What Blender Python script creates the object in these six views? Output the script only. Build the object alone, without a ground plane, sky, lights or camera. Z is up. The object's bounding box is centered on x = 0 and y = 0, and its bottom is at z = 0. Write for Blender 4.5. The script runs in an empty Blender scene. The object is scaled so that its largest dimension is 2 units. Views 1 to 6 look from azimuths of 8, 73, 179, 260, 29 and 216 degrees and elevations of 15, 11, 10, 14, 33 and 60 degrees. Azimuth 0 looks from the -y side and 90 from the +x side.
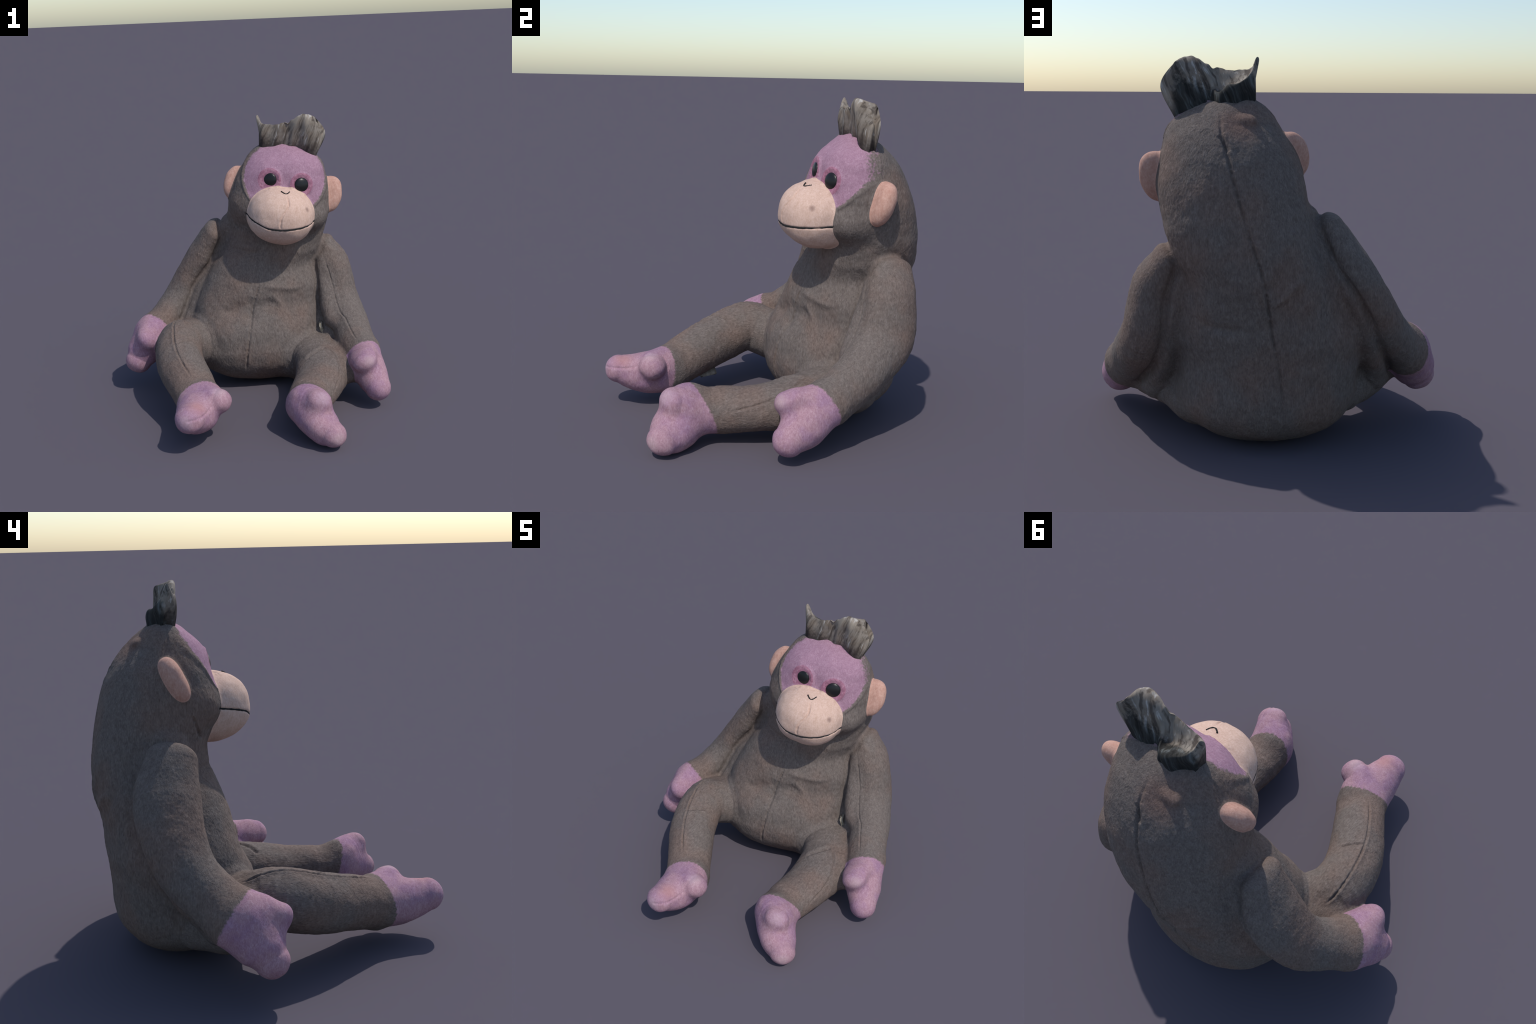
import numpy as np
from math import radians, sin, cos, pi

# ---------------------------------------------------------------- shape rules
# The plush is one soft signed-distance body: an egg-shaped trunk that runs up into the head,
# limbs that follow bent spines with oval cross-sections, mitten hands and feet.

def crom(t, K):
    """smooth curve through the rows of K, t in 0..1"""
    K = np.asarray(K, float); n = len(K)
    x = np.clip(np.asarray(t) * (n - 1), 0, n - 1 - 1e-9); i = x.astype(int); f = (x - i)[:, None]
    g = lambda j: K[np.clip(j, 0, n - 1)]
    p1 = g(i); p2 = g(i + 1)
    p0 = np.where((i == 0)[:, None], 2 * p1 - p2, g(i - 1))
    p3 = np.where((i == n - 2)[:, None], 2 * p2 - p1, g(i + 2))
    return .5 * (2 * p1 + (p2 - p0) * f + (2 * p0 - 5 * p1 + 4 * p2 - p3) * f * f + (3 * p1 - p0 - 3 * p2 + p3) * f ** 3)

def tube(P, rows, hint, S=16):
    """limb: rows of x, y, z, half thickness along hint, half width across it"""
    R = crom(np.linspace(0, 1, S + 1), rows); C = R[:, :3]; rad = R[:, 3:5]
    best = np.full(len(P), 1e9); bi = np.zeros(len(P), int); bf = np.zeros(len(P))
    for i in range(S):
        a = C[i]; d = C[i + 1] - a
        h = np.clip(((P - a) @ d) / (d @ d), 0, 1); q = P - a - h[:, None] * d
        D = np.einsum('ij,ij->i', q, q); m = D < best
        best[m] = D[m]; bi[m] = i; bf[m] = h[m]
    w1 = bf[:, None]; w0 = 1 - w1
    c = C[bi] * w0 + C[bi + 1] * w1; r = rad[bi] * w0 + rad[bi + 1] * w1
    T = np.gradient(C, axis=0); T /= np.linalg.norm(T, axis=1)[:, None]
    t = T[bi] * w0 + T[bi + 1] * w1; t /= np.linalg.norm(t, axis=1)[:, None]
    h = np.asarray(hint, float); A = h - (t @ h)[:, None] * t; A /= np.linalg.norm(A, axis=1)[:, None]; B = np.cross(t, A)
    q = P - c; ra = np.maximum(r[:, 0], .01); rb = np.maximum(r[:, 1], .01); rw = np.minimum(ra, rb)
    u = np.einsum('ij,ij->i', q, A); v = np.einsum('ij,ij->i', q, B); w = np.einsum('ij,ij->i', q, t)
    w = np.where(((bi == 0) & (bf <= 0)) | ((bi == S - 1) & (bf >= 1)), w, 0)
    k0 = np.sqrt((u / ra) ** 2 + (v / rb) ** 2 + (w / rw) ** 2)
    k1 = np.sqrt((u / ra ** 2) ** 2 + (v / rb ** 2) ** 2 + (w / rw ** 2) ** 2)
    return k0 * (k0 - 1) / np.maximum(k1, 1e-6)

def flow(x, X, Y):
    """smooth curve through Y at uneven stations X"""
    M = np.gradient(Y, X, axis=0); i = np.clip(np.searchsorted(X, x, side='right') - 1, 0, len(X) - 2)
    h = (X[i + 1] - X[i])[:, None]; t = (x - X[i])[:, None] / h
    return (2 * t ** 3 - 3 * t ** 2 + 1) * Y[i] + (t ** 3 - 2 * t ** 2 + t) * h * M[i] + (3 * t ** 2 - 2 * t ** 3) * Y[i + 1] + (t ** 3 - t ** 2) * h * M[i + 1]

def trunk_shape(P, rows, zb, zt):
    """body: rows of height, centre x, half width, front y, back y, sideways slant of front and back; rounded below and above"""
    rows = np.asarray(rows, float); z = rows[:, 0]
    zc = np.clip(P[:, 2], z[0], z[-1]); V = flow(zc, z, rows[:, 1:])
    cx, rx, yf, yb, slant, lean = V.T
    yc = (yf + yb) / 2; ry = np.maximum((yb - yf) / 2, .02); rx = np.maximum(rx, .02)
    dz = P[:, 2] - zc; w = np.where(dz < 0, dz / zb, dz / zt)
    u = P[:, 0] - cx; v = P[:, 1] - yc
    a = np.abs(u / rx); b = np.abs(v) / np.where(v < 0, np.maximum(ry - slant * np.clip(u, -rx, rx), .05), np.maximum(ry + lean * np.clip(u, -rx, rx), .05))
    n = np.where(v < 0, np.interp(P[:, 2], [1.0, 1.22, 1.40, 1.55, 1.70], [2.3, 2.1, 2.75, 2.6, 2.2]), np.interp(P[:, 2], [.3, .5, .95, 1.15, 1.3, 1.6], [2.15, 2.05, 2.1, 2.3, 2.1, 1.85]))
    s = (a ** n + b ** n) ** (1 / n); k = np.where(dz < 0, (s ** 2.35 + np.abs(w) ** 2.35) ** (1 / 2.35), np.sqrt(s * s + w * w))
    return (k - 1) * np.where(np.abs(w) > s, np.where(dz < 0, zb, zt), np.minimum(rx, ry))

def egg(P, c, r, R, n=2.2):
    q = (P - np.asarray(c)) @ np.asarray(R).T; r = np.asarray(r); a = np.abs(q / r); s = (a ** n).sum(1) ** (1 / n)
    g = np.sqrt(((a / r) ** 2).sum(1)) / np.maximum(np.sqrt((a ** 2).sum(1)), 1e-6)
    return (s - 1) / np.maximum(g, 1e-6)

def smin(a, b, k):
    h = np.maximum(k - np.abs(a - b), 0) / k
    return np.minimum(a, b) - h * h * k / 4

def frame(x, z):
    """right-handed frame whose third row is z and whose first row is nearest to x"""
    z = np.asarray(z, float); z = z / np.linalg.norm(z); x = np.asarray(x, float)
    x = x - (x @ z) * z; x /= np.linalg.norm(x)
    return np.stack([x, np.cross(z, x), z])

# head axes: the head is tipped toward the wearer's left and looks slightly left
HX = np.array([.985, .09, -.15]); HX /= np.linalg.norm(HX)
HY = np.array([-.09, 1, 0.]); HY -= (HY @ HX) * HX; HY /= np.linalg.norm(HY)
HEAD = np.stack([HX, HY, np.cross(HX, HY)])
HEAD_O = np.array([.20, .55, 1.42])

TRUNK = [(.30, -.007, .476, .118, .880, .22, .01), (.45, -.023, .481, .135, .885, .22, .01), (.60, -.012, .486, .206, .908, .25, .02),
         (.75, .018, .450, .234, .918, .20, .03), (.90, .036, .390, .276, .951, .19, .05), (1.0, .085, .378, .300, .958, .08, .02),
         (1.1, .119, .375, .310, .950, .04, 0), (1.25, .151, .379, .279, .922, .05, 0), (1.4, .174, .374, .256, .886, .06, 0),
         (1.55, .189, .333, .279, .820, .06, 0), (1.62, .203, .303, .293, .772, .06, 0), (1.68, .206, .264, .328, .715, .05, 0), (1.73, .197, .214, .385, .662, .04, 0),
         (1.765, .180, .160, .430, .615, .02, 0), (1.787, .165, .105, .468, .575, 0, 0)]
JAW = ((0, -.112, -.112), (.345, .232, .172))     # cheeks and chin, in head axes
HIP_R = [(-.407, .418, .230, .125, .144), (-.525, .296, .262, .140, .138), (-.625, .205, .315, .138, .140)]
LAP_R = [(-.50, .30, .40, .10, .12), (-.60, .22, .40, .09, .10), (-.66, .10, .36, .07, .08)]
HIP_L = [(.355, .478, .205, .150, .165), (.481, .357, .244, .12, .156), (.625, .24, .240, .105, .13), (.735, .04, .212, .085, .09)]
PAD_R = [(-.235, .54, 1.17, .065, .095), (-.30, .585, 1.03, .06, .12), (-.40, .605, .86, .068, .140), (-.49, .555, .67, .072, .148), (-.555, .465, .47, .082, .128), (-.59, .345, .30, .090, .100)]   # cloth gathered between arm and side
PAD_FRONT = [(.470, .56, .90, .055, .06), (.510, .485, .68, .065, .075), (.565, .39, .48, .07, .075)]
CROTCH = [(-.280, .290, .285, .150, .160), (-.054, .340, .290, .186, .21), (.151, .375, .246, .185, .19), (.327, .345, .198, .180, .170)]
PAD_L = [(.44, .63, 1.02, .06, .09), (.45, .655, .82, .065, .135), (.500, .600, .58, .072, .118), (.528, .51, .43, .080, .120), (.59, .39, .27, .09, .11)]
ARM_R = [(-.325, .545, 1.130, .09, .135), (-.432, .582, .95, .110, .175), (-.551, .570, .765, .110, .165), (-.641, .488, .584, .120, .150), (-.772, .312, .415, .113, .143)]
ARM_L = [(.488, .670, .990, .087, .128), (.554, .636, .850, .127, .156), (.610, .592, .612, .132, .174), (.684, .428, .450, .139, .152), (.764, .195, .295, .136, .132)]
LEG_R = [(-.36, .35, .31, .16, .15), (-.463, .19, .355, .168, .160), (-.532, .055, .400, .165, .166), (-.497, -.153, .338, .166, .168), (-.388, -.364, .279, .156, .160), (-.29, -.539, .219, .141, .152)]
LEG_L = [(.38, .36, .24, .13, .15), (.430, .23, .235, .135, .16), (.505, .06, .210, .150, .195), (.482, -.201, .192, .130, .172), (.442, -.389, .182, .140, .150), (.441, -.51, .195, .118, .130)]
HAND_R = [(-.788, .295, .413, .116, .131), (-.848, .195, .295, .126, .130), (-.884, .150, .228, .098, .092)]
THUMB_R = [(-.800, .231, .425, .095, .093), (-.785, .160, .436, .088, .074), (-.785, .088, .414, .080, .066)]
HAND_L = [(.795, .164, .316, .114, .121), (.846, .004, .208, .118, .134), (.896, -.103, .144, .092, .092)]
THUMB_L = [(.785, .099, .327, .098, .075), (.793, -.022, .338, .100, .070), (.808, -.088, .330, .088, .068)]
FOOT_R = [(-.269, -.567, .210, .148, .144), (-.270, -.735, .210, .130, .138), (-.284, -.876, .238, .090, .100)]
TOE_R = [(-.228, -.592, .266, .094, .108), (-.176, -.664, .282, .092, .096), (-.126, -.684, .285, .082, .086)]
FOOT_L = [(.432, -.537, .195, .130, .145), (.543, -.688, .120, .112, .134), (.618, -.760, .098, .082, .092)]
TOE_L = [(.446, -.565, .258, .078, .106), (.495, -.618, .272, .086, .104), (.522, -.678, .288, .078, .086)]
ARM_R_HINT, ARM_L_HINT, LEG_HINT, FOOT_L_HINT = (.8, .1, -.55), (.9, .1, .45), (0, .3, 1), (.2, .5, .8)
MUZZLE_C, MUZZLE_R = (.207, .312, 1.302), (.240, .270, .207)
EAR_R = ((-.132, .498, 1.505), (.094, .059, .131), frame((.97, .1, -.15), (.05, .10, .225)))
EAR_L = ((.546, .558, 1.403), (.093, .064, .135), frame((.97, .1, -.15), (.05, .08, .25)))
EYES = [np.array([.139, .282, 1.563]), np.array([.366, .300, 1.520])]

def ring(P, c, axis, R, r):
    q = P - c; h = q @ axis; rho = np.sqrt(np.maximum((q * q).sum(1) - h * h, 0))
    return np.sqrt((rho - R) ** 2 + (h * 1.1) ** 2) - r

EYE_AXIS = [np.array([-.16, -.96, .13]), np.array([.38, -.90, .15])]
EYE_AXIS = [a / np.linalg.norm(a) for a in EYE_AXIS]

MOUND = ((.085, .700, 1.690), (.045, .028, .016), frame((1, .1, .2), (0, .6, .8)))
# name -> (distance function, box low, box high)
def _limb(rows, hint):
    K = crom(np.linspace(0, 1, 20), rows); r = K[:, 3:].max(1)[:, None]
    return (lambda P: tube(P, rows, hint)), (K[:, :3] - r).min(0), (K[:, :3] + r).max(0)
def _egg(c, r, R, n):
    m = max(r) * 1.05
    return (lambda P: egg(P, c, r, R, n)), np.array(c) - m, np.array(c) + m
PARTS = {
    'trunk': ((lambda P: trunk_shape(P, TRUNK, .30, .014)), np.array([-.55, .0, -.0]), np.array([.60, 1.0, 1.82])),
    'jaw': _egg(HEAD_O + np.array(JAW[0]) @ HEAD, JAW[1], HEAD, 2.1),
    'crotch': _limb(CROTCH, LEG_HINT), 'pad_front': _limb(PAD_FRONT, ARM_L_HINT), 'pad_r': _limb(PAD_R, ARM_R_HINT), 'pad_l': _limb(PAD_L, ARM_L_HINT), 'hip_r': _limb(HIP_R, LEG_HINT), 'lap_r': _limb(LAP_R, LEG_HINT), 'hip_l': _limb(HIP_L, LEG_HINT),
    'muzzle': _egg(MUZZLE_C, MUZZLE_R, HEAD, 2.2),
    'ear_r': _egg(*EAR_R, 2.2), 'ear_l': _egg(*EAR_L, 2.2),
    'arm_r': _limb(ARM_R, ARM_R_HINT), 'hand_r': _limb(HAND_R, ARM_R_HINT), 'thumb_r': _limb(THUMB_R, ARM_R_HINT),
    'arm_l': _limb(ARM_L, ARM_L_HINT), 'hand_l': _limb(HAND_L, ARM_L_HINT), 'thumb_l': _limb(THUMB_L, ARM_L_HINT),
    'leg_r': _limb(LEG_R, LEG_HINT), 'foot_r': _limb(FOOT_R, LEG_HINT), 'toe_r': _limb(TOE_R, LEG_HINT),
    'leg_l': _limb(LEG_L, LEG_HINT), 'foot_l': _limb(FOOT_L, FOOT_L_HINT), 'toe_l': _limb(TOE_L, FOOT_L_HINT),
}
# limbs as groups: (parts, blend inside the group), then how softly each group meets the body
GROUPS = [
    (('trunk', 'crotch', 'jaw', 'pad_r', 'pad_l'), .05, 0), (('muzzle',), .01, .018), (('ear_r',), .01, .02), (('ear_l',), .01, .02),
    (('leg_r', 'hip_r', 'lap_r', 'foot_r', 'toe_r'), .045, .06), (('leg_l', 'hip_l', 'foot_l', 'toe_l'), .06, .06),
    (('arm_r', 'hand_r', 'thumb_r'), .085, .028), (('arm_l', 'pad_front', 'hand_l', 'thumb_l'), .05, .03),
]
def part_distance(n, P):
    """distance to a part; far from the part its box distance stands in"""
    f, lo, hi = PARTS[n]
    b = np.sqrt((np.maximum(np.maximum(lo - P, P - hi), 0) ** 2).sum(1)); near = b < .09
    out = b + .02
    if near.any():
        out[near] = f(P[near])
    return out
def group_distance(names, k, P):
    g = None
    for n in names:
        d = part_distance(n, P); g = d if g is None else smin(g, d, k)
    return g
def body_distance(P, keep=None):
    out = None
    for names, k, join in GROUPS:
        g = group_distance(names, k, P)
        if keep is not None:
            keep[names[0]] = g
        out = g if out is None else smin(out, g, join)
    for c, a in zip(EYES, EYE_AXIS):
        out = smin(out, ring(P, c + a * -.012, a, .070, .012), .022)
    b = egg(P, MOUND[0], MOUND[1], MOUND[2], 2.0)
    return smin(out, b, .03)
# the little gathered lump on the back of the crown sits on the skin
_c = np.array([MOUND[0]])
for _ in range(6):
    _c[:, 1] += .8 * -trunk_shape(_c, TRUNK, .30, .014) * 1.2
MOUND = (tuple(_c[0]), MOUND[1], MOUND[2])
# ---------------------------------------------------------------- surface out of the distance rule
CELL = .0094
def surface_net():
    lo = np.array([-1.03, -1.03, -.03]); hi = np.array([1.03, 1.03, 1.90])
    n = np.ceil((hi - lo) / CELL).astype(int) + 1
    D = np.full(n, .5, np.float32)
    # coarse pass finds the blocks near the surface, then those blocks are evaluated finely
    step = 8; bs = CELL * step
    nb = np.ceil(n / step).astype(int)
    I = np.stack(np.meshgrid(*[np.arange(k) for k in nb], indexing='ij'), -1).reshape(-1, 3)
    d = body_distance(lo + (I + .5) * bs)
    I = I[np.abs(d) < bs * 1.25 + .02]
    inner = np.stack(np.meshgrid(*[np.arange(step)] * 3, indexing='ij'), -1).reshape(-1, 3)
    sgn = np.sign(d); full = np.repeat(np.repeat(np.repeat(sgn.reshape(nb), step, 0), step, 1), step, 2)[:n[0], :n[1], :n[2]]
    D = (full * .5).astype(np.float32)
    for k in range(0, len(I), 400):
        J = (I[k:k + 400, None] * step + inner[None]).reshape(-1, 3)
        J = J[(J < n).all(1)]
        D[J[:, 0], J[:, 1], J[:, 2]] = body_distance(lo + J * CELL)
    S = D < 0
    c = n - 1
    corner = [(a, b, e) for a in (0, 1) for b in (0, 1) for e in (0, 1)]
    cut = lambda A, o: A[o[0]:o[0] + c[0], o[1]:o[1] + c[1], o[2]:o[2] + c[2]]
    cnt = sum(cut(S, o).astype(np.int8) for o in corner)
    cells = np.argwhere((cnt > 0) & (cnt < 8)); vid = np.full(c, -1, np.int32); vid[tuple(cells.T)] = np.arange(len(cells))
    acc = np.zeros((len(cells), 3)); num = np.zeros(len(cells))
    val = {o: D[cells[:, 0] + o[0], cells[:, 1] + o[1], cells[:, 2] + o[2]].astype(float) for o in corner}
    for a in corner:
        for ax in range(3):
            if a[ax] == 0:
                b = list(a); b[ax] = 1; b = tuple(b); va, vb = val[a], val[b]
                m = (va < 0) != (vb < 0); t = np.where(m, va / np.where(m, va - vb, 1), 0)
                p = np.array(a, float)[None] + t[:, None] * (np.array(b) - np.array(a))[None]
                acc += p * m[:, None]; num += m
    V = lo + (cells + acc / num[:, None]) * CELL
    Q = []
    for ax in range(3):
        o1, o2 = [(1, 2), (2, 0), (0, 1)][ax]
        A = S; B = np.roll(S, -1, ax)
        e = np.argwhere(A != B); e = e[(e[:, ax] < n[ax] - 1)]
        e = e[(e[:, o1] > 0) & (e[:, o2] > 0) & (e[:, o1] < c[o1]) & (e[:, o2] < c[o2])]
        q = []
        for d1, d2 in ((0, 0), (-1, 0), (-1, -1), (0, -1)):
            x = e.copy(); x[:, o1] += d1; x[:, o2] += d2; q.append(vid[tuple(x.T)])
        q = np.stack(q, 1); inside = S[tuple(e.T)]
        q[~inside] = q[~inside][:, ::-1]
        Q.append(q)
    Q = np.concatenate(Q)
    return V, Q[(Q >= 0).all(1)]

def gradient(f, P, e=.003):
    K = np.array([(1, -1, -1), (-1, -1, 1), (-1, 1, -1), (1, 1, 1)], float)
    return sum(k * f(P + e * k)[:, None] for k in K) / (4 * e)
def pull(V, times=2):
    for _ in range(times):
        g = gradient(body_distance, V); d = body_distance(V)
        V = V - g * np.clip(d / np.maximum((g * g).sum(1), .2), -.01, .01)[:, None]
    return V
def split(V, Q):
    """each quad into four"""
    E = np.stack([Q, np.roll(Q, -1, 1)], -1).reshape(-1, 2); E.sort(1)
    U, inv = np.unique(E, axis=0, return_inverse=True); inv = inv.reshape(-1, 4)
    n, m = len(V), len(U)
    W = np.concatenate([V, V[U].mean(1), V[Q].mean(1)])
    mid = n + inv; cen = n + m + np.arange(len(Q))
    R = [np.stack([Q[:, i], mid[:, i], cen, mid[:, i - 1]], 1) for i in range(4)]
    return W, np.concatenate(R)
def relax(V, Q, amount=.5):
    A = np.zeros_like(V); w = np.zeros(len(V))
    for i in range(4):
        for j in (1, 3):
            np.add.at(A, Q[:, i], V[Q[:, (i + j) % 4]]); np.add.at(w, Q[:, i], 1)
    return V + amount * (A / np.maximum(w, 1)[:, None] - V)
def normals(V, Q):
    N = np.cross(V[Q[:, 2]] - V[Q[:, 0]], V[Q[:, 3]] - V[Q[:, 1]]); M = np.zeros_like(V)
    for i in range(4):
        np.add.at(M, Q[:, i], N)
    return M / np.maximum(np.linalg.norm(M, axis=1), 1e-12)[:, None]

# ---------------------------------------------------------------- relief: seams, folds, lumps
def line_distance(P, L, reach):
    """distance to a line on the skin, and a factor that fades to 0 at its two ends"""
    L = np.asarray(L, float); near = ((P > L.min(0) - reach) & (P < L.max(0) + reach)).all(1)
    out = np.full(len(P), 9.); fade = np.zeros(len(P)); X = P[near]
    best = np.full(len(X), 9.); at = np.zeros(len(X)); n = len(L) - 1
    for i, (a, b) in enumerate(zip(L[:-1], L[1:])):
        d = b - a; h = np.clip(((X - a) @ d) / (d @ d), 0, 1); r = np.linalg.norm(X - a - h[:, None] * d, axis=1)
        m = r < best; best[m] = r[m]; at[m] = (i + h[m]) / n
    out[near] = best; fade[near] = np.minimum(at, 1 - at) / .10
    return out, fade
def lattice(P, seed):
    """smooth value noise in -1..1"""
    rng = np.random.default_rng(seed); T = rng.uniform(-1, 1, 4096)
    f = np.floor(P).astype(np.int64); u = P - f; u = u * u * (3 - 2 * u); out = 0
    for a in (0, 1):
        for b in (0, 1):
            for c in (0, 1):
                h = ((f[:, 0] + a) * 73856093 ^ (f[:, 1] + b) * 19349663 ^ (f[:, 2] + c) * 83492791) & 4095
                out = out + T[h] * (u[:, 0] if a else 1 - u[:, 0]) * (u[:, 1] if b else 1 - u[:, 1]) * (u[:, 2] if c else 1 - u[:, 2])
    return out
# each line: points on the skin, height (negative = sunk), half width, height of the rolls beside it
RELIEF = [
    ([(.047, .232, .802), (.025, .215, .733), (-.003, .164, .601), (-.025, .09, .421), (-.051, .103, .283), (-.069, .144, .171)], -.008, .008, .004),
    ([(.099, .214, .715), (.178, .217, .676), (.212, .208, .614), (.162, .159, .547), (.067, .114, .497)], .011, .026, 0),
    ([(.029, .175, .625), (.117, .193, .647), (.161, .205, .63)], -.012, .034, 0),
    ([(.01, .23, .70), (-.005, .21, .64), (-.02, .18, .57), (-.03, .15, .51)], -.020, .045, 0),
    ([(-.244, .179, .576), (-.16, .178, .614), (-.061, .188, .658)], -.020, .038, 0),
    ([(.055, .228, .781), (.152, .238, .772), (.29, .281, .749), (.374, .346, .748)], .010, .022, 0),
    ([(-.229, .448, 1.041), (-.123, .355, 1.027), (.009, .313, 1.015), (.154, .31, 1.046)], -.009, .018, 0),
    ([(.224, .691, 1.759), (.21, .789, 1.656), (.185, .815, 1.553), (.158, .863, 1.452), (.13, .899, 1.352), (.091, .924, 1.224), (.051, .944, 1.096), (.006, .948, .95), (-.021, .915, .794), (-.041, .899, .653), (-.076, .878, .478), (-.09, .878, .337), (-.087, .845, .18)], -.010, .008, .005),
    ([(-.034, .916, .801), (-.107, .917, .856), (-.194, .873, .935)], .012, .022, 0),
    ([(-.079, .927, 1.013), (-.06, .936, .935), (-.021, .929, .845)], -.010, .026, 0),
    ([(-.001, .948, .977), (.012, .943, .895), (-.014, .913, .787)], .007, .020, 0),
    ([(-.13, .90, .79), (-.19, .87, .86), (-.25, .84, .95)], -.008, .026, 0),
    ([(.37, .778, .731), (.229, .86, .683), (.066, .897, .679)], -.012, .024, 0),
    ([(-.336, -.529, .379), (-.428, -.388, .432), (-.504, -.229, .479), (-.55, -.054, .529), (-.566, .128, .532), (-.551, .23, .492)], -.006, .007, .009),
    ([(-.40, -.12, .50), (-.458, -.166, .495), (-.505, -.20, .48)], -.007, .010, .004),
    ([(.497, .466, .957), (.567, .428, .742), (.613, .338, .572), (.659, .281, .526), (.714, .178, .45), (.755, .10, .413)], -.005, .006, .003),
    ([(-.298, .633, 1.099), (-.338, .699, .998), (-.44, .747, .867), (-.513, .725, .749), (-.577, .68, .622)], -.006, .010, .004),
    ([(.505, .153, .363), (.608, -.006, .331), (.635, -.168, .275), (.603, -.364, .223)], -.005, .007, .004),
    ([(.391, -.023, .319), (.458, .032, .354), (.523, .112, .361)], -.012, .016, .006),
    ([(.27, .165, 1.475), (.289, .091, 1.408), (.252, .051, 1.348), (.235, .047, 1.30), (.232, .05, 1.25)], -.005, .007, .004),
    ([(.225, .795, 1.643), (.192, .811, 1.592), (.172, .819, 1.54)], -.012, .014, .006),
    ([(-.18, .416, 1.322), (-.165, .387, 1.25), (-.12, .347, 1.177)], -.008, .010, .003),
    ([(-.29, -.96, .26), (-.238, -.946, .27), (-.181, -.864, .273), (-.151, -.771, .293)], -.003, .008, .002),
    ([(.67, -.844, .121), (.633, -.783, .185), (.599, -.726, .234)], -.003, .008, .002),
]
MOUTH = [(-.030, .262, 1.328), (.007, .155, 1.31), (.068, .085, 1.287), (.139, .054, 1.258), (.232, .050, 1.241), (.323, .078, 1.243), (.401, .160, 1.248), (.446, .292, 1.256)]
def on_skin(L):
    P = crom(np.linspace(0, 1, 4 * len(L)), L)
    for _ in range(4):
        g = gradient(body_distance, P); P = P - g * np.clip(body_distance(P) / np.maximum((g * g).sum(1), .2), -.03, .03)[:, None]
    return P
def relief(V):
    h = np.zeros(len(V)); broad = 1 + .35 * lattice(V * 14 + 3, 31)
    fine = .6 * lattice(V * 65 + 7, 32)
    for L, amp, w, roll in RELIEF:
        vary = broad + fine * (w < .012)
        d, fade = line_distance(V, on_skin(L), 5.5 * w)
        if roll:      # a seam: a slit along a broad soft welt
            h += np.minimum(fade, 1) * vary * ((amp - roll) * np.exp(-(d / w) ** 2) + roll * np.exp(-(d / (2.8 * w)) ** 2))
        else:
            h += amp * vary * np.clip(fade / 3, 0, 1) * np.exp(-(d / w) ** 2)
    d, fade = line_distance(V, on_skin(MOUTH), .04); h -= .007 * np.exp(-(d / .006) ** 2)
    f = face_field(V)
    up = (V[:, 2] > 1.3) & (part_distance('muzzle', V) > .012)
    h += np.where(up, .007 * np.exp(-((f + .012) / .010) ** 2), 0)   # the fur stands proud round the face
    core = group_distance(*GROUPS[0][:2], V)      # grooves cut to draw the scan's baked dark shade along the limb joins
    for names, k, join in GROUPS[4:]:
        g = group_distance(names, k, V); arm = names[0].startswith('arm')
        h -= (.016 if arm else .009) * np.exp(-((g - core) / (.022 if arm else .016)) ** 2) * np.exp(-(np.maximum(g, 0) / .03) ** 2)
    for c, r, R in (EAR_R, EAR_L):          # cupped front of the ears
        q = V - (np.array(c) + R.T @ np.array([.012 if c[0] > 0 else -.012, -.055, 0]))
        h -= .007 * np.exp(-((q @ R[0]) / .038) ** 2 - ((q @ R[2]) / .07) ** 2 - ((q @ R[1]) / .05) ** 2)
    for i in (0, 1):
        h += .0035 * np.exp(-((lid_field(V, i) - .016) / .014) ** 2) * lattice(V * 62, 33)
    return h
def lumps(V, furry):
    h = .0035 * lattice(V * 9, 3) + .0022 * lattice(V * 21 + 5, 4)
    st = V * np.array([75, 75, 48]); h += furry * (.0007 * lattice(st + 11, 5) + .0007 * lattice(V * 120, 6))
    return h

# ---------------------------------------------------------------- which part a place belongs to
CUTS = {  # planes where pink cloth meets brown fur: point, direction toward the pink side
    'hand_r': ((-.811, .306, .463), (-.457, -.765, -.454)), 'hand_l': ((.822, .110, .360), (.393, -.835, -.385)),
    'foot_r': ((-.275, -.588, .309), (.331, -.941, .065)), 'foot_l': ((.445, -.521, .287), (.183, -.917, -.354)),
    'neck': ((.10, .45, 1.055), (.10, -.30, .95)),
}
def plane(n, P):
    c, d = CUTS[n]; d = np.array(d) / np.linalg.norm(d)
    return (P - np.array(c)) @ d
FACE_X, FACE_Z, FACE_UP = .292, .245, .140
def face_field(P):
    q = (P - HEAD_O) @ HEAD.T
    s = np.sqrt((q[:, 0] / FACE_X) ** 2 + ((q[:, 2] - FACE_UP) / FACE_Z) ** 2)
    return np.maximum((1 - s) * .27, -.3) - np.maximum(q[:, 1] + .02, 0) * 5
def lid_field(P, i):
    q = P - EYES[i]; a = EYE_AXIS[i]; h = q @ a
    return .084 - np.sqrt(np.maximum((q * q).sum(1) - h * h, 0)) - 9 * np.maximum(np.abs(h) - .07, 0)
LIMB = {'arm_r': 'hand_r', 'arm_l': 'hand_l', 'leg_r': 'foot_r', 'leg_l': 'foot_l'}
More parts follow.
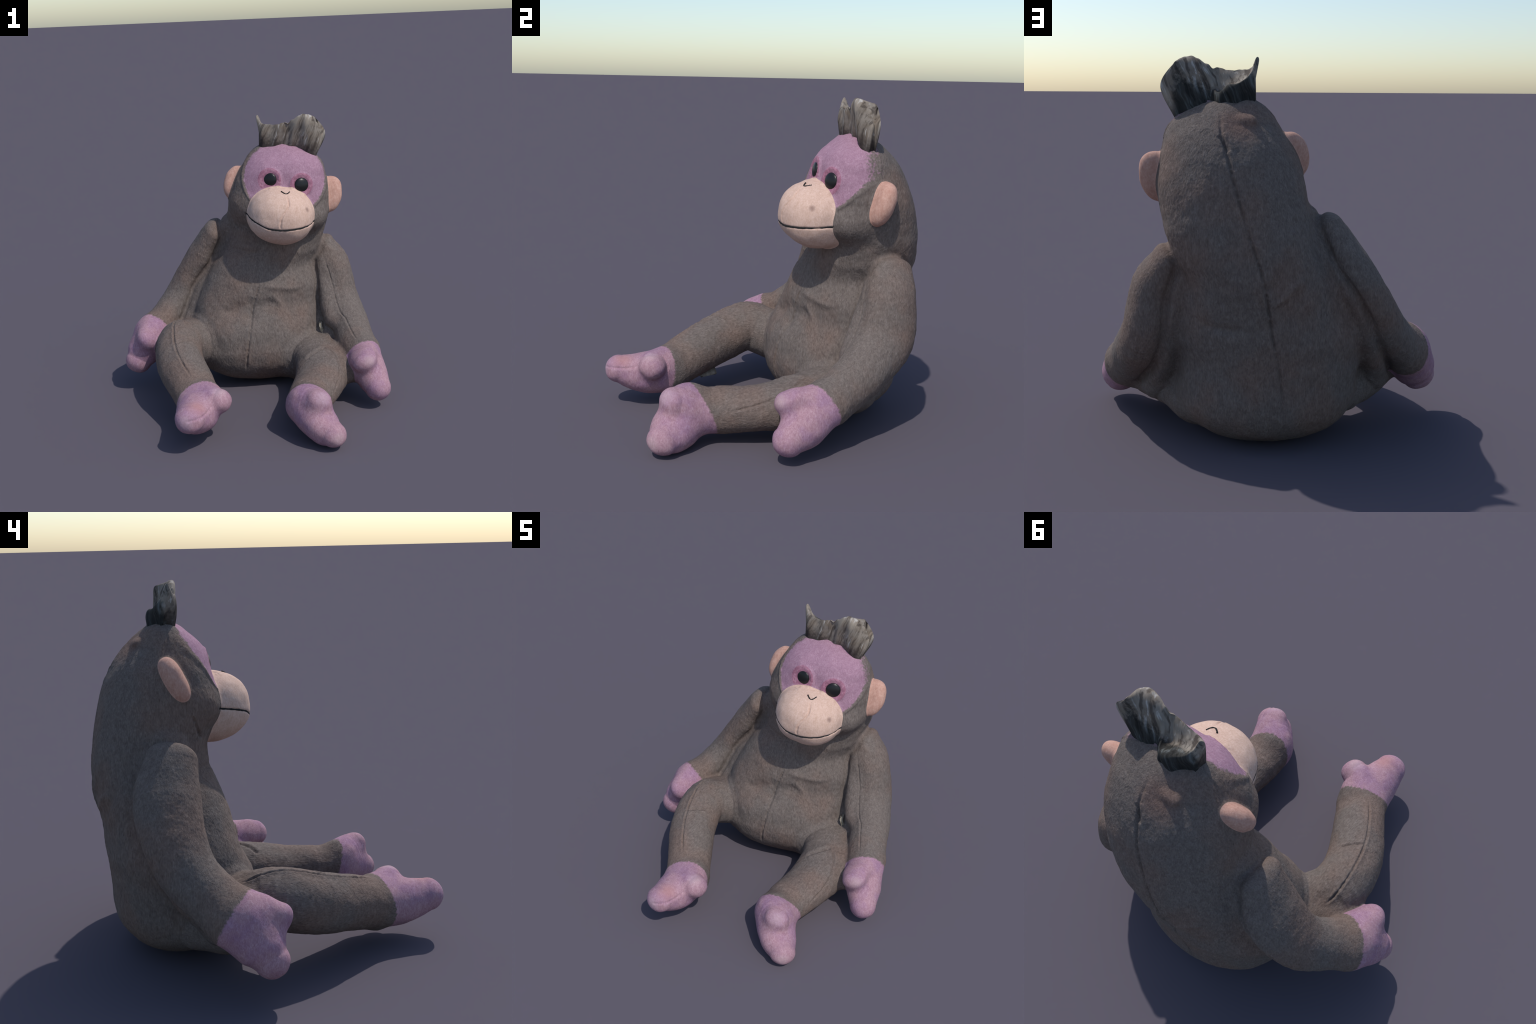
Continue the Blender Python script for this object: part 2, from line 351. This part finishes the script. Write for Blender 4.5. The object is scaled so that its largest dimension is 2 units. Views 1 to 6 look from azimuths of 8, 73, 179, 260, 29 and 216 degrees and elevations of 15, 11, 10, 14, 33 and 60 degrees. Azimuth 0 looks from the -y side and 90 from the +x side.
def label(P):
    keep = {}; body_distance(P, keep)
    names = list(keep); M = np.stack([keep[n] for n in names], 1); M[:, 1] -= .004
    lab = np.array(names, dtype=object)[M.argmin(1)]
    for limb, end in LIMB.items():
        m = lab == limb; lab[m & (plane(end, P) > 0)] = end
    m = lab == 'trunk'
    lab[m] = np.where(plane('neck', P[m]) > 0, 'head', 'torso')
    m = lab == 'head'; lab[m & (face_field(P) > 0)] = 'face'
    m = lab == 'face'
    for i in (0, 1):
        lab[m & (lid_field(P, i) > 0)] = 'lid%d' % i
    return lab
def border_field(a, b):
    s = {a, b}
    for limb, end in LIMB.items():
        if s == {limb, end}:
            return lambda P: plane(end, P)
    if s == {'head', 'torso'}: return lambda P: plane('neck', P)
    if s == {'head', 'face'}: return face_field
    for i in (0, 1):
        if s == {'face', 'lid%d' % i}: return lambda P: lid_field(P, i)
    own = lambda n: next((g for g in GROUPS if g[0][0] == {**{v: k for k, v in LIMB.items()}}.get(n, n)), GROUPS[0])
    ga, gb = own(a), own(b)
    if ga is gb: return None
    off = .004 if 'muzzle' in s else 0
    sa = -off if a == 'muzzle' else 0; sb = -off if b == 'muzzle' else 0
    return lambda P: group_distance(ga[0], ga[1], P) + sa - group_distance(gb[0], gb[1], P) - sb

def settle_borders(V, Q, lab, N):
    """slides border vertices along the skin onto the true border line"""
    lo = {}; names = sorted(set(lab)); code = {n: i for i, n in enumerate(names)}
    L = np.array([code[x] for x in lab])
    mn = np.full(len(V), 99); mx = np.full(len(V), -1)
    for i in range(4):
        np.minimum.at(mn, Q[:, i], L); np.maximum.at(mx, Q[:, i], L)
    for a in range(len(names)):
        for b in range(a + 1, len(names)):
            idx = np.flatnonzero((mn == a) & (mx == b))
            if len(idx) == 0: continue
            f = border_field(names[a], names[b])
            if f is None: continue
            P = V[idx].copy(); n = N[idx]
            for _ in range(3):
                g = gradient(f, P, .002); g = g - (g * n).sum(1)[:, None] * n
                s = (g * g).sum(1); st = -g * (f(P) / np.maximum(s, .05))[:, None]
                l = np.linalg.norm(st, axis=1)[:, None]; P = P + st * np.minimum(1, .004 / np.maximum(l, 1e-9))
            V[idx] = P
    return V

# ---------------------------------------------------------------- Blender part
import bpy
from mathutils import Vector

def build_skin():
    V, Q = surface_net()
    V = pull(relax(V, Q, .5), 2)
    V, Q = split(V, Q)
    V = pull(relax(V, Q, .4), 1)
    lab = label(V[Q].mean(1))
    V = settle_borders(V, Q, lab, normals(V, Q))
    V = pull(V, 1)
    N = normals(V, Q)
    soft = {'muzzle', 'ear_r', 'ear_l', 'hand_r', 'hand_l', 'foot_r', 'foot_l', 'face', 'lid0', 'lid1'}
    furry = np.ones(len(V)); sel = np.array([l in soft for l in lab])
    furry[Q[sel].ravel()] = .25
    V = V + N * (relief(V) + lumps(V, furry))[:, None]
    return V, Q, lab, normals(V, Q)

def new_mesh_object(name, V, F, mat, parent, nor=None, smooth=True):
    me = bpy.data.meshes.new(name)
    me.vertices.add(len(V)); me.vertices.foreach_set('co', np.ascontiguousarray(V, np.float32).ravel())
    F = np.asarray(F); k = F.shape[1]
    me.loops.add(F.size); me.loops.foreach_set('vertex_index', F.ravel().astype(np.int32))
    me.polygons.add(len(F)); me.polygons.foreach_set('loop_start', np.arange(0, F.size, k, dtype=np.int32))
    me.update(calc_edges=True); me.validate()
    me.polygons.foreach_set('use_smooth', np.full(len(me.polygons), smooth))
    if nor is not None:
        me.normals_split_custom_set_from_vertices(nor.tolist())
    me.materials.append(mat)
    ob = bpy.data.objects.new(name, me); bpy.context.collection.objects.link(ob)
    if parent is not None:
        ob.parent = parent
    return ob

# ---------------------------------------------------------------- materials
class Nodes:
    def __init__(s, name):
        s.m = bpy.data.materials.new(name); s.m.use_nodes = True; s.t = s.m.node_tree; s.b = s.t.nodes['Principled BSDF']
        s.co = s.n('ShaderNodeTexCoord').outputs['Object']
    def n(s, kind, **kw):
        x = s.t.nodes.new(kind)
        for k, v in kw.items(): setattr(x, k, v)
        return x
    def put(s, sock, v):
        if hasattr(v, 'is_linked') or isinstance(v, bpy.types.NodeSocket): s.t.links.new(v, sock)
        else: sock.default_value = v
    def scaled(s, vec, scale, rot=(0, 0, 0)):
        x = s.n('ShaderNodeMapping'); s.put(x.inputs['Vector'], vec); x.inputs['Scale'].default_value = scale; x.inputs['Rotation'].default_value = rot
        return x.outputs[0]
    def noise(s, vec, scale, detail=3, rough=.55, warp=0):
        x = s.n('ShaderNodeTexNoise'); s.put(x.inputs['Vector'], vec)
        x.inputs['Scale'].default_value = scale; x.inputs['Detail'].default_value = detail; x.inputs['Roughness'].default_value = rough; x.inputs['Distortion'].default_value = warp
        return x.outputs['Fac']
    def ramp(s, fac, *stops):
        x = s.n('ShaderNodeValToRGB'); e = x.color_ramp.elements
        while len(e) < len(stops): e.new(.5)
        for el, (p, c) in zip(e, stops): el.position = p; el.color = (*c, 1) if not isinstance(c, (int, float)) else (c, c, c, 1)
        s.put(x.inputs[0], fac); return x.outputs[0]
    def mix(s, f, a, b, mode='MIX'):
        x = s.n('ShaderNodeMix', data_type='RGBA', blend_type=mode)
        for k, v in ((0, f), (6, a), (7, b)):
            s.put(x.inputs[k], (*v, 1) if isinstance(v, tuple) and len(v) == 3 else v)
        return x.outputs[2]
    def math(s, op, a, b=0., c=0., clamp=False):
        x = s.n('ShaderNodeMath', operation=op, use_clamp=clamp)
        for i, v in enumerate((a, b, c)): s.put(x.inputs[i], v)
        return x.outputs[0]
    def bump(s, h, strength, dist):
        x = s.n('ShaderNodeBump'); s.put(x.inputs['Height'], h); x.inputs['Strength'].default_value = strength; x.inputs['Distance'].default_value = dist
        s.t.links.new(x.outputs[0], s.b.inputs['Normal'])
    def near(s, p, r0, r1):
        """1 inside r0 of point p, 0 beyond r1"""
        x = s.n('ShaderNodeVectorMath', operation='DISTANCE'); s.put(x.inputs[0], s.co); x.inputs[1].default_value = p
        y = s.n('ShaderNodeMapRange', interpolation_type='SMOOTHSTEP'); s.put(y.inputs[0], x.outputs['Value'])
        y.inputs[1].default_value = r0; y.inputs[2].default_value = r1; y.inputs[3].default_value = 1; y.inputs[4].default_value = 0
        return y.outputs[0]
    def side(s, p, d, w, wob=0):
        """soft step across a plane: 0 behind, 1 in front"""
        a = s.n('ShaderNodeVectorMath', operation='SUBTRACT'); s.put(a.inputs[0], s.co); a.inputs[1].default_value = p
        b = s.n('ShaderNodeVectorMath', operation='DOT_PRODUCT'); s.put(b.inputs[0], a.outputs[0]); b.inputs[1].default_value = Vector(d).normalized()
        v = b.outputs['Value']
        if wob:
            v = s.math('ADD', v, s.math('MULTIPLY', s.math('SUBTRACT', s.noise(s.co, 60, 2), .5), wob))
        y = s.n('ShaderNodeMapRange', interpolation_type='SMOOTHSTEP'); s.put(y.inputs[0], v)
        y.inputs[1].default_value = -w; y.inputs[2].default_value = w
        return y.outputs[0]
    def pink_zone(s, ends):
        """1 on hands and feet, 0 on fur, with a ragged hairy border at each cuff"""
        out = None
        for n, (p, d) in CUTS.items():
            if not n.startswith(ends): continue
            v = s.math('MULTIPLY', s.side(p, d, .007, .035), s.near(tuple(np.array(p) + .10 * np.array(d) / np.linalg.norm(d)), .36, .40))
            out = v if out is None else s.math('MAXIMUM', out, v)
        return out
    def mask_zone(s):
        """1 on the bare face, 0 on the fur round it"""
        a = s.n('ShaderNodeVectorMath', operation='SUBTRACT'); s.put(a.inputs[0], s.co); a.inputs[1].default_value = tuple(HEAD_O)
        def along(v):
            b = s.n('ShaderNodeVectorMath', operation='DOT_PRODUCT'); s.put(b.inputs[0], a.outputs[0]); b.inputs[1].default_value = tuple(v); return b.outputs['Value']
        x = s.math('DIVIDE', along(HEAD[0]), FACE_X); z = s.math('DIVIDE', s.math('SUBTRACT', along(HEAD[2]), FACE_UP), FACE_Z)
        r = s.math('SQRT', s.math('ADD', s.math('MULTIPLY', x, x), s.math('MULTIPLY', z, z)))
        v = s.math('ADD', s.math('MULTIPLY', s.math('SUBTRACT', 1., r), .27), s.math('MULTIPLY', s.math('SUBTRACT', s.noise(s.co, 70, 2), .5), .035))
        y = s.n('ShaderNodeMapRange', interpolation_type='SMOOTHSTEP'); s.put(y.inputs[0], v); y.inputs[1].default_value = -.007; y.inputs[2].default_value = .007
        front = s.n('ShaderNodeMapRange'); s.put(front.inputs[0], along(HEAD[1])); front.inputs[1].default_value = 0; front.inputs[2].default_value = -.03
        return s.math('MULTIPLY', y.outputs[0], front.outputs[0])
    def rough(s, r, sheen=0.):
        s.b.inputs['Roughness'].default_value = r; s.b.inputs['Specular IOR Level'].default_value = .15
        if sheen:
            s.b.inputs['Sheen Weight'].default_value = sheen; s.b.inputs['Sheen Roughness'].default_value = .5

def plush(name, dark, mid, light, grain=(1, 1, .35), scale=140, warm=None, sheen=.0, contrast=1., bump=.5):
    k = Nodes(name)
    hair = k.noise(k.scaled(k.co, grain), scale, 4, .6, .6)
    tuft = k.noise(k.scaled(k.co, (1, 1, .6)), scale * .36, 3, .6, .4)
    f = k.math('ADD', k.math('MULTIPLY', hair, .6), k.math('MULTIPLY', tuft, .4))
    h = .118 / contrast
    col = k.ramp(f, (.5 - 1.6 * h, dark), (.5, mid), (.5 + 1.6 * h, light))
    big = k.noise(k.co, 3.2, 3, .5)
    if warm:
        col = k.mix(k.ramp(big, (.42, 0.), (.62, 1.)), col, k.mix(.75, col, warm, 'MULTIPLY'))
    if name.startswith('brown'):   # rusty gather on the crown
        col = fur_colour(k, col)
    k.bump(f, bump, .008); k.rough(.95, sheen)
    return k, col
def finish(k, col):
    k.t.links.new(col, k.b.inputs['Base Color']); return k.m

FUR_D, FUR_M, FUR_L = (.102, .082, .073), (.152, .125, .112), (.212, .179, .162)
def fur_colour(k, c):
    return k.mix(k.math('MULTIPLY', k.near((.12, .73, 1.69), .02, .17), .8), c, k.mix(1., c, (1.28, .96, .86), 'MULTIPLY'))
PINK = (.375, .222, .262); MAUVE = (.345, .200, .268)
def fur(name, grain, zone=None):
    k, c = plush(name, FUR_D, FUR_M, FUR_L, grain=grain, warm=(1.16, .98, .90), bump=.8)
    if zone in ('hand', 'foot'): c = k.mix(k.pink_zone(zone), c, PINK)
    if zone == 'mask': c = k.mix(k.mask_zone(), c, MAUVE)
    return finish(k, c)
def build_materials():
    M = {'fur': fur('brown_fur', (1, 1, .30)), 'fur_arm': fur('brown_arm_fur', (1, 1, .30), 'hand'), 'fur_leg': fur('brown_leg_fur', (1, .32, 1), 'foot'), 'fur_head': fur('brown_head_fur', (1, 1, .32), 'mask')}
    for zone in ('hand', 'foot'):
        k, c = plush('pink_%s_cloth' % zone, (.285, .155, .192), PINK, (.47, .31, .35), grain=(1, 1, .5), scale=150, bump=.3)
        c = k.mix(k.ramp(k.noise(k.co, 7, 3, .6), (.42, 0.), (.66, .75)), c, k.mix(.8, c, (.76, .72, 1.0), 'MULTIPLY'))
        c = k.mix(k.math('MULTIPLY', k.near((-.236, -.862, .317), .01, .09), .6), c, (.42, .21, .20))
        for p in ((-.12, -.70, .36), (.85, -.148, .36), (.55, -.72, .33), (.66, -.84, .10), (-.30, -.96, .25)):
            f = k.math('MULTIPLY', k.near(p, .01, .075), .6)
            c = k.mix(f, c, k.mix(.5, c, (.56, .44, .44)))
        c = k.mix(k.pink_zone(zone), FUR_M, c)
        M[zone] = finish(k, c)
    k, c = plush('mauve_face', (.27, .15, .205), MAUVE, (.44, .285, .35), grain=(1, 1, .7), scale=160, bump=.3)
    c = k.mix(k.mask_zone(), FUR_M, c)
    M['face'] = finish(k, c)
    k, c = plush('rose_eyelid', (.21, .085, .125), (.335, .150, .215), (.46, .26, .32), grain=(1, 1, 1), scale=60, bump=.3)
    M['lid'] = finish(k, c)
    k, c = plush('peach_cloth', (.51, .34, .265), (.60, .415, .335), (.68, .50, .42), grain=(1, 1, .6), scale=120, bump=.2)
    c = k.mix(k.math('MULTIPLY', k.near((.403, .177, 1.362), .004, .03), .75), c, (.16, .09, .075))
    M['muzzle'] = finish(k, c)
    k, c = plush('peach_ear', (.42, .22, .17), (.50, .29, .23), (.58, .37, .30), grain=(1, 1, .6), scale=110, bump=.2)
    M['ear'] = finish(k, c)
    k = Nodes('black_glass'); k.b.inputs['Base Color'].default_value = (.012, .012, .013, 1); k.b.inputs['Roughness'].default_value = .32; k.b.inputs['Specular IOR Level'].default_value = .3
    M['eye'] = k.m
    k = Nodes('black_thread'); c = k.ramp(k.noise(k.co, 200, 2), (.3, (.008, .009, .01)), (.7, (.035, .036, .036))); k.rough(.9); M['thread'] = finish(k, c)
    k = Nodes('cream_label'); c = k.ramp(k.noise(k.co, 40, 3), (.3, (.20, .17, .13)), (.7, (.42, .38, .31))); k.rough(.8); M['tag'] = finish(k, c)
    k = Nodes('streaked_hair')     # locks sweep up and toward the wearer's left
    xyz = k.n('ShaderNodeSeparateXYZ'); k.put(xyz.inputs[0], k.co); X, Y, Z = xyz.outputs
    bend = k.math('MULTIPLY', k.math('SUBTRACT', k.noise(k.co, 9, 2), .5), .045)
    sx = k.math('ADD', k.math('SUBTRACT', X, k.math('MULTIPLY', k.math('SUBTRACT', Z, 1.8), .38)), bend)
    cmb = k.n('ShaderNodeCombineXYZ'); k.put(cmb.inputs[0], sx); k.put(cmb.inputs[1], k.math('MULTIPLY', Y, .6)); k.put(cmb.inputs[2], k.math('MULTIPLY', Z, .09))
    f = k.noise(cmb.outputs[0], 42, 3, .55, .3); g = k.noise(cmb.outputs[0], 13, 2, .6, .5); q = k.noise(k.co, 16, 3, .6)
    c = k.ramp(g, (.34, (.10, .078, .060)), (.50, (.235, .190, .150)), (.64, (.36, .31, .255)))
    c = k.mix(k.ramp(q, (.40, 0.), (.60, .8)), c, (.24, .21, .18))
    c = k.mix(k.ramp(f, (.36, .75), (.47, 0.)), c, (.055, .042, .036))
    c = k.mix(k.ramp(f, (.60, 0.), (.68, .8)), c, (.46, .43, .40))
    root = k.math('ADD', k.math('MULTIPLY', k.side((.2, .47, 1.815), (.28, 0, 1), .06, .10), .85), .15)
    c = k.mix(root, (.033, .027, .026), c)
    back = k.math('MULTIPLY', k.side((.30, .522, 1.85), (0, 1, -.1), .018, .05), k.side((.445, .5, 1.85), (-1, .3, 0), .02, .04))
    dk = k.ramp(f, (.35, (.010, .011, .011)), (.52, (.022, .024, .024)), (.66, (.085, .095, .095)))
    c = k.mix(k.math('MULTIPLY', back, .9), c, dk)
    k.bump(f, .45, .008); k.rough(.8)
    M['hair'] = finish(k, c)
    return M

# ---------------------------------------------------------------- mohawk tuft: rings of six control points, base-mid-top at the front, top-mid-base at the back
TUFT = [
    [(.045, .475, 1.75), (.052, .462, 1.87), (.030, .490, 1.985), (.048, .508, 1.988), (.055, .53, 1.87), (.05, .53, 1.75)],
    [(.08, .462, 1.74), (.078, .447, 1.86), (.072, .466, 1.950), (.085, .512, 1.915), (.10, .560, 1.880), (.09, .56, 1.74)],
    [(.14, .464, 1.74), (.140, .450, 1.85), (.142, .450, 1.938), (.155, .510, 1.870), (.17, .582, 1.850), (.15, .595, 1.73)],
    [(.20, .470, 1.73), (.200, .462, 1.84), (.205, .446, 1.940), (.215, .508, 1.840), (.235, .576, 1.828), (.21, .605, 1.72)],
    [(.26, .488, 1.72), (.273, .472, 1.84), (.275, .442, 1.955), (.275, .488, 1.910), (.275, .525, 1.82), (.27, .585, 1.70)],
    [(.32, .486, 1.71), (.337, .462, 1.83), (.345, .432, 1.975), (.345, .470, 1.975), (.34, .540, 1.84), (.33, .578, 1.69)],
    [(.37, .475, 1.69), (.400, .430, 1.80), (.400, .424, 1.985), (.41, .495, 1.980), (.41, .548, 1.84), (.38, .572, 1.67)],
    [(.42, .470, 1.67), (.460, .440, 1.82), (.445, .448, 1.972), (.45, .535, 1.972), (.48, .548, 1.85), (.42, .558, 1.67)],
    [(.45, .50, 1.67), (.515, .492, 1.84), (.462, .500, 1.955), (.46, .535, 1.965), (.528, .535, 1.85), (.445, .538, 1.67)],
]
def tuft(mat, parent):
    A = np.array(TUFT); A[:4, 4:, 1] += .012; A[3:6, 1, 1] -= .010; nu, nv = 120, 84
    per = [crom(np.linspace(0, 1, nu), A[:, j]) for j in range(6)]
    G = np.stack([crom(np.linspace(0, 1, nv), np.stack([p[i] for p in per])) for i in range(nu)])   # nu x nv x 3
    V = G.reshape(-1, 3)
    a = np.arange(nu - 1)[:, None] * nv + np.arange(nv)[None]; b = (np.arange(nv) + 1) % nv + np.arange(nu - 1)[:, None] * nv
    Q = np.stack([a, a + nv, b + nv, b], -1).reshape(-1, 4)
    nl = len(V); V = np.concatenate([V, G[0].mean(0)[None], G[-1].mean(0)[None]])
    T = [[nl, j, (j + 1) % nv, (j + 1) % nv] for j in range(nv)]
    U = [[nl + 1, (nu - 1) * nv + (j + 1) % nv, (nu - 1) * nv + j, (nu - 1) * nv + j] for j in range(nv)]
    N = normals(V, Q); N[nl:] = 0
    ten = np.sin(np.pi * np.clip(np.arange(nu) / (nu - 1), .0, 1)) ** .3
    w = np.concatenate([np.repeat(ten, nv), [0, 0]])
    st = np.stack([V[:, 0] - .38 * (V[:, 2] - 1.85) + .012 * lattice(V * 9, 23), V[:, 1] * .5, V[:, 2] * .10], 1)
    lobe = lattice(st * 17, 21)
    h = .013 * lobe + .003 * lattice(st * 55, 22) + .003 * lattice(V * 22, 24)
    V[:, 2] += .010 * w * np.clip((V[:, 2] - 1.90) / .06, 0, 1) * lattice(np.stack([V[:, 0] * 45, V[:, 1] * 20, V[:, 2] * 0], 1), 25)
    V = V + N * (h * w)[:, None]
    import bmesh
    bm = bmesh.new(); vs = [bm.verts.new(v) for v in V]
    for q in [*Q.tolist(), *T, *U]:
        f = list(dict.fromkeys(q))
        bm.faces.new([vs[i] for i in f])
    bmesh.ops.recalc_face_normals(bm, faces=bm.faces)
    me = bpy.data.meshes.new('hair_tuft'); bm.to_mesh(me); bm.free()
    me.polygons.foreach_set('use_smooth', np.full(len(me.polygons), True)); me.materials.append(mat)
    ob = bpy.data.objects.new('hair_tuft', me); bpy.context.collection.objects.link(ob); ob.parent = parent
    return ob

def thread(name, pts, r, mat, parent, wobble=0., seed=1):
    cu = bpy.data.curves.new(name, 'CURVE'); cu.dimensions = '3D'; cu.bevel_depth = r; cu.bevel_resolution = 2; cu.use_fill_caps = True
    P = crom(np.linspace(0, 1, 8 * len(pts)), pts)
    g = gradient(body_distance, P); g /= np.linalg.norm(g, axis=1)[:, None]
    for _ in range(3): P = P - g * body_distance(P)[:, None]
    rng = np.random.default_rng(seed)
    P = P + g * (relief(P)[:, None] + r * .45) + rng.normal(0, 1, P.shape) * wobble
    sp = cu.splines.new('POLY'); sp.points.add(len(P) - 1)
    for q, p in zip(sp.points, P): q.co = (*p, 1); q.radius = 1 + rng.normal(0, .15)
    tmp = bpy.data.objects.new(name, cu); me = bpy.data.meshes.new_from_object(tmp); bpy.data.objects.remove(tmp); bpy.data.curves.remove(cu)
    me.name = name; me.materials.clear(); me.materials.append(mat)
    me.polygons.foreach_set('use_smooth', np.full(len(me.polygons), True))
    ob = bpy.data.objects.new(name, me); bpy.context.collection.objects.link(ob); ob.parent = parent
    return ob

def dome(name, c, axis, r, thick, mat, parent):
    import bmesh
    bm = bmesh.new(); bmesh.ops.create_uvsphere(bm, u_segments=40, v_segments=24, radius=1)
    q = Vector(axis).to_track_quat('Z', 'Y')
    for v in bm.verts: v.co = q @ Vector((v.co.x * r, v.co.y * r, v.co.z * thick)) + Vector(c)
    me = bpy.data.meshes.new(name); bm.to_mesh(me); bm.free()
    me.polygons.foreach_set('use_smooth', np.full(len(me.polygons), True)); me.materials.append(mat)
    ob = bpy.data.objects.new(name, me); bpy.context.collection.objects.link(ob); ob.parent = parent
    return ob

def label_tab(name, c, out, along, w, l, t, mat, parent):
    """small folded cloth label sticking out of a seam"""
    import bmesh
    o = Vector(out).normalized(); a = Vector(along); a = (a - o * a.dot(o)).normalized(); b = o.cross(a)
    bm = bmesh.new(); bmesh.ops.create_cube(bm, size=1)
    bmesh.ops.subdivide_edges(bm, edges=bm.edges, cuts=5, use_grid_fill=True)
    for v in bm.verts:
        x, y, z = v.co
        bend = .25 * w * sin(3.0 * (y + .2)) * (x + .5)
        v.co = Vector(c) + o * (x * w) + a * (y * l) + b * (z * t + bend)
    bmesh.ops.bevel(bm, geom=[e for e in bm.edges if e.calc_face_angle(0) > 1], offset=t * .25, segments=2, affect='EDGES')
    me = bpy.data.meshes.new(name); bm.to_mesh(me); bm.free()
    me.polygons.foreach_set('use_smooth', np.full(len(me.polygons), True)); me.materials.append(mat)
    ob = bpy.data.objects.new(name, me); bpy.context.collection.objects.link(ob); ob.parent = parent
    return ob

def main():
    M = build_materials()
    root = bpy.data.objects.new('plush_monkey', None); bpy.context.collection.objects.link(root)
    root['label'] = 'seated brown plush monkey with pink hands and mohawk'; root['category'] = 'stuffed toy'
    V, Q, lab, N = build_skin()
    kinds = [('torso', 'torso', 'fur', None), ('head', 'head', 'fur_head', None), ('face', 'face', 'face', 'head'), ('muzzle', 'muzzle', 'muzzle', 'head'),
             ('ear_r', 'ear', 'ear', 'head'), ('ear_l', 'ear', 'ear', 'head'), ('lid0', 'eyelid', 'lid', 'head'), ('lid1', 'eyelid', 'lid', 'head'),
             ('arm_r', 'arm', 'fur_arm', None), ('arm_l', 'arm', 'fur_arm', None), ('leg_r', 'leg', 'fur_leg', None), ('leg_l', 'leg', 'fur_leg', None),
             ('hand_r', 'hand', 'hand', 'arm_r'), ('hand_l', 'hand', 'hand', 'arm_l'), ('foot_r', 'foot', 'foot', 'leg_r'), ('foot_l', 'foot', 'foot', 'leg_l')]
    made = {}
    for key, name, mat, up in kinds:
        F = Q[lab == key]
        if len(F) == 0: continue
        idx, inv = np.unique(F, return_inverse=True)
        made[key] = new_mesh_object(name, V[idx], inv.reshape(F.shape), M[mat], made[up] if up else root, N[idx])
    head = made['head']
    tuft(M['hair'], head)
    for c, a in zip(EYES, EYE_AXIS):
        dome('eye', c - a * .004, a, .051, .019, M['eye'], head)
    thread('mouth_stitch', MOUTH, .0055, M['thread'], made['muzzle'], .0006, 5)
    thread('nose_stitch', [(.230, .192, 1.492), (.240, .184, 1.487), (.252, .175, 1.480), (.254, .174, 1.479), (.268, .173, 1.477), (.280, .189, 1.479), (.287, .212, 1.484)], .004, M['thread'], made['muzzle'], .0004, 6)
    label_tab('cloth_label', (.475, .395, .410), (.5, -.85, .1), (.1, 0, 1), .05, .085, .022, M['tag'], made['torso'])
    label_tab('cloth_label', (-.385, -.262, .138), (.55, .1, -.85), (0, 1, -.3), .06, .11, .02, M['tag'], made['leg_r'])
    print('verts', len(V), {k: int((lab == k).sum()) for k in made})
main()
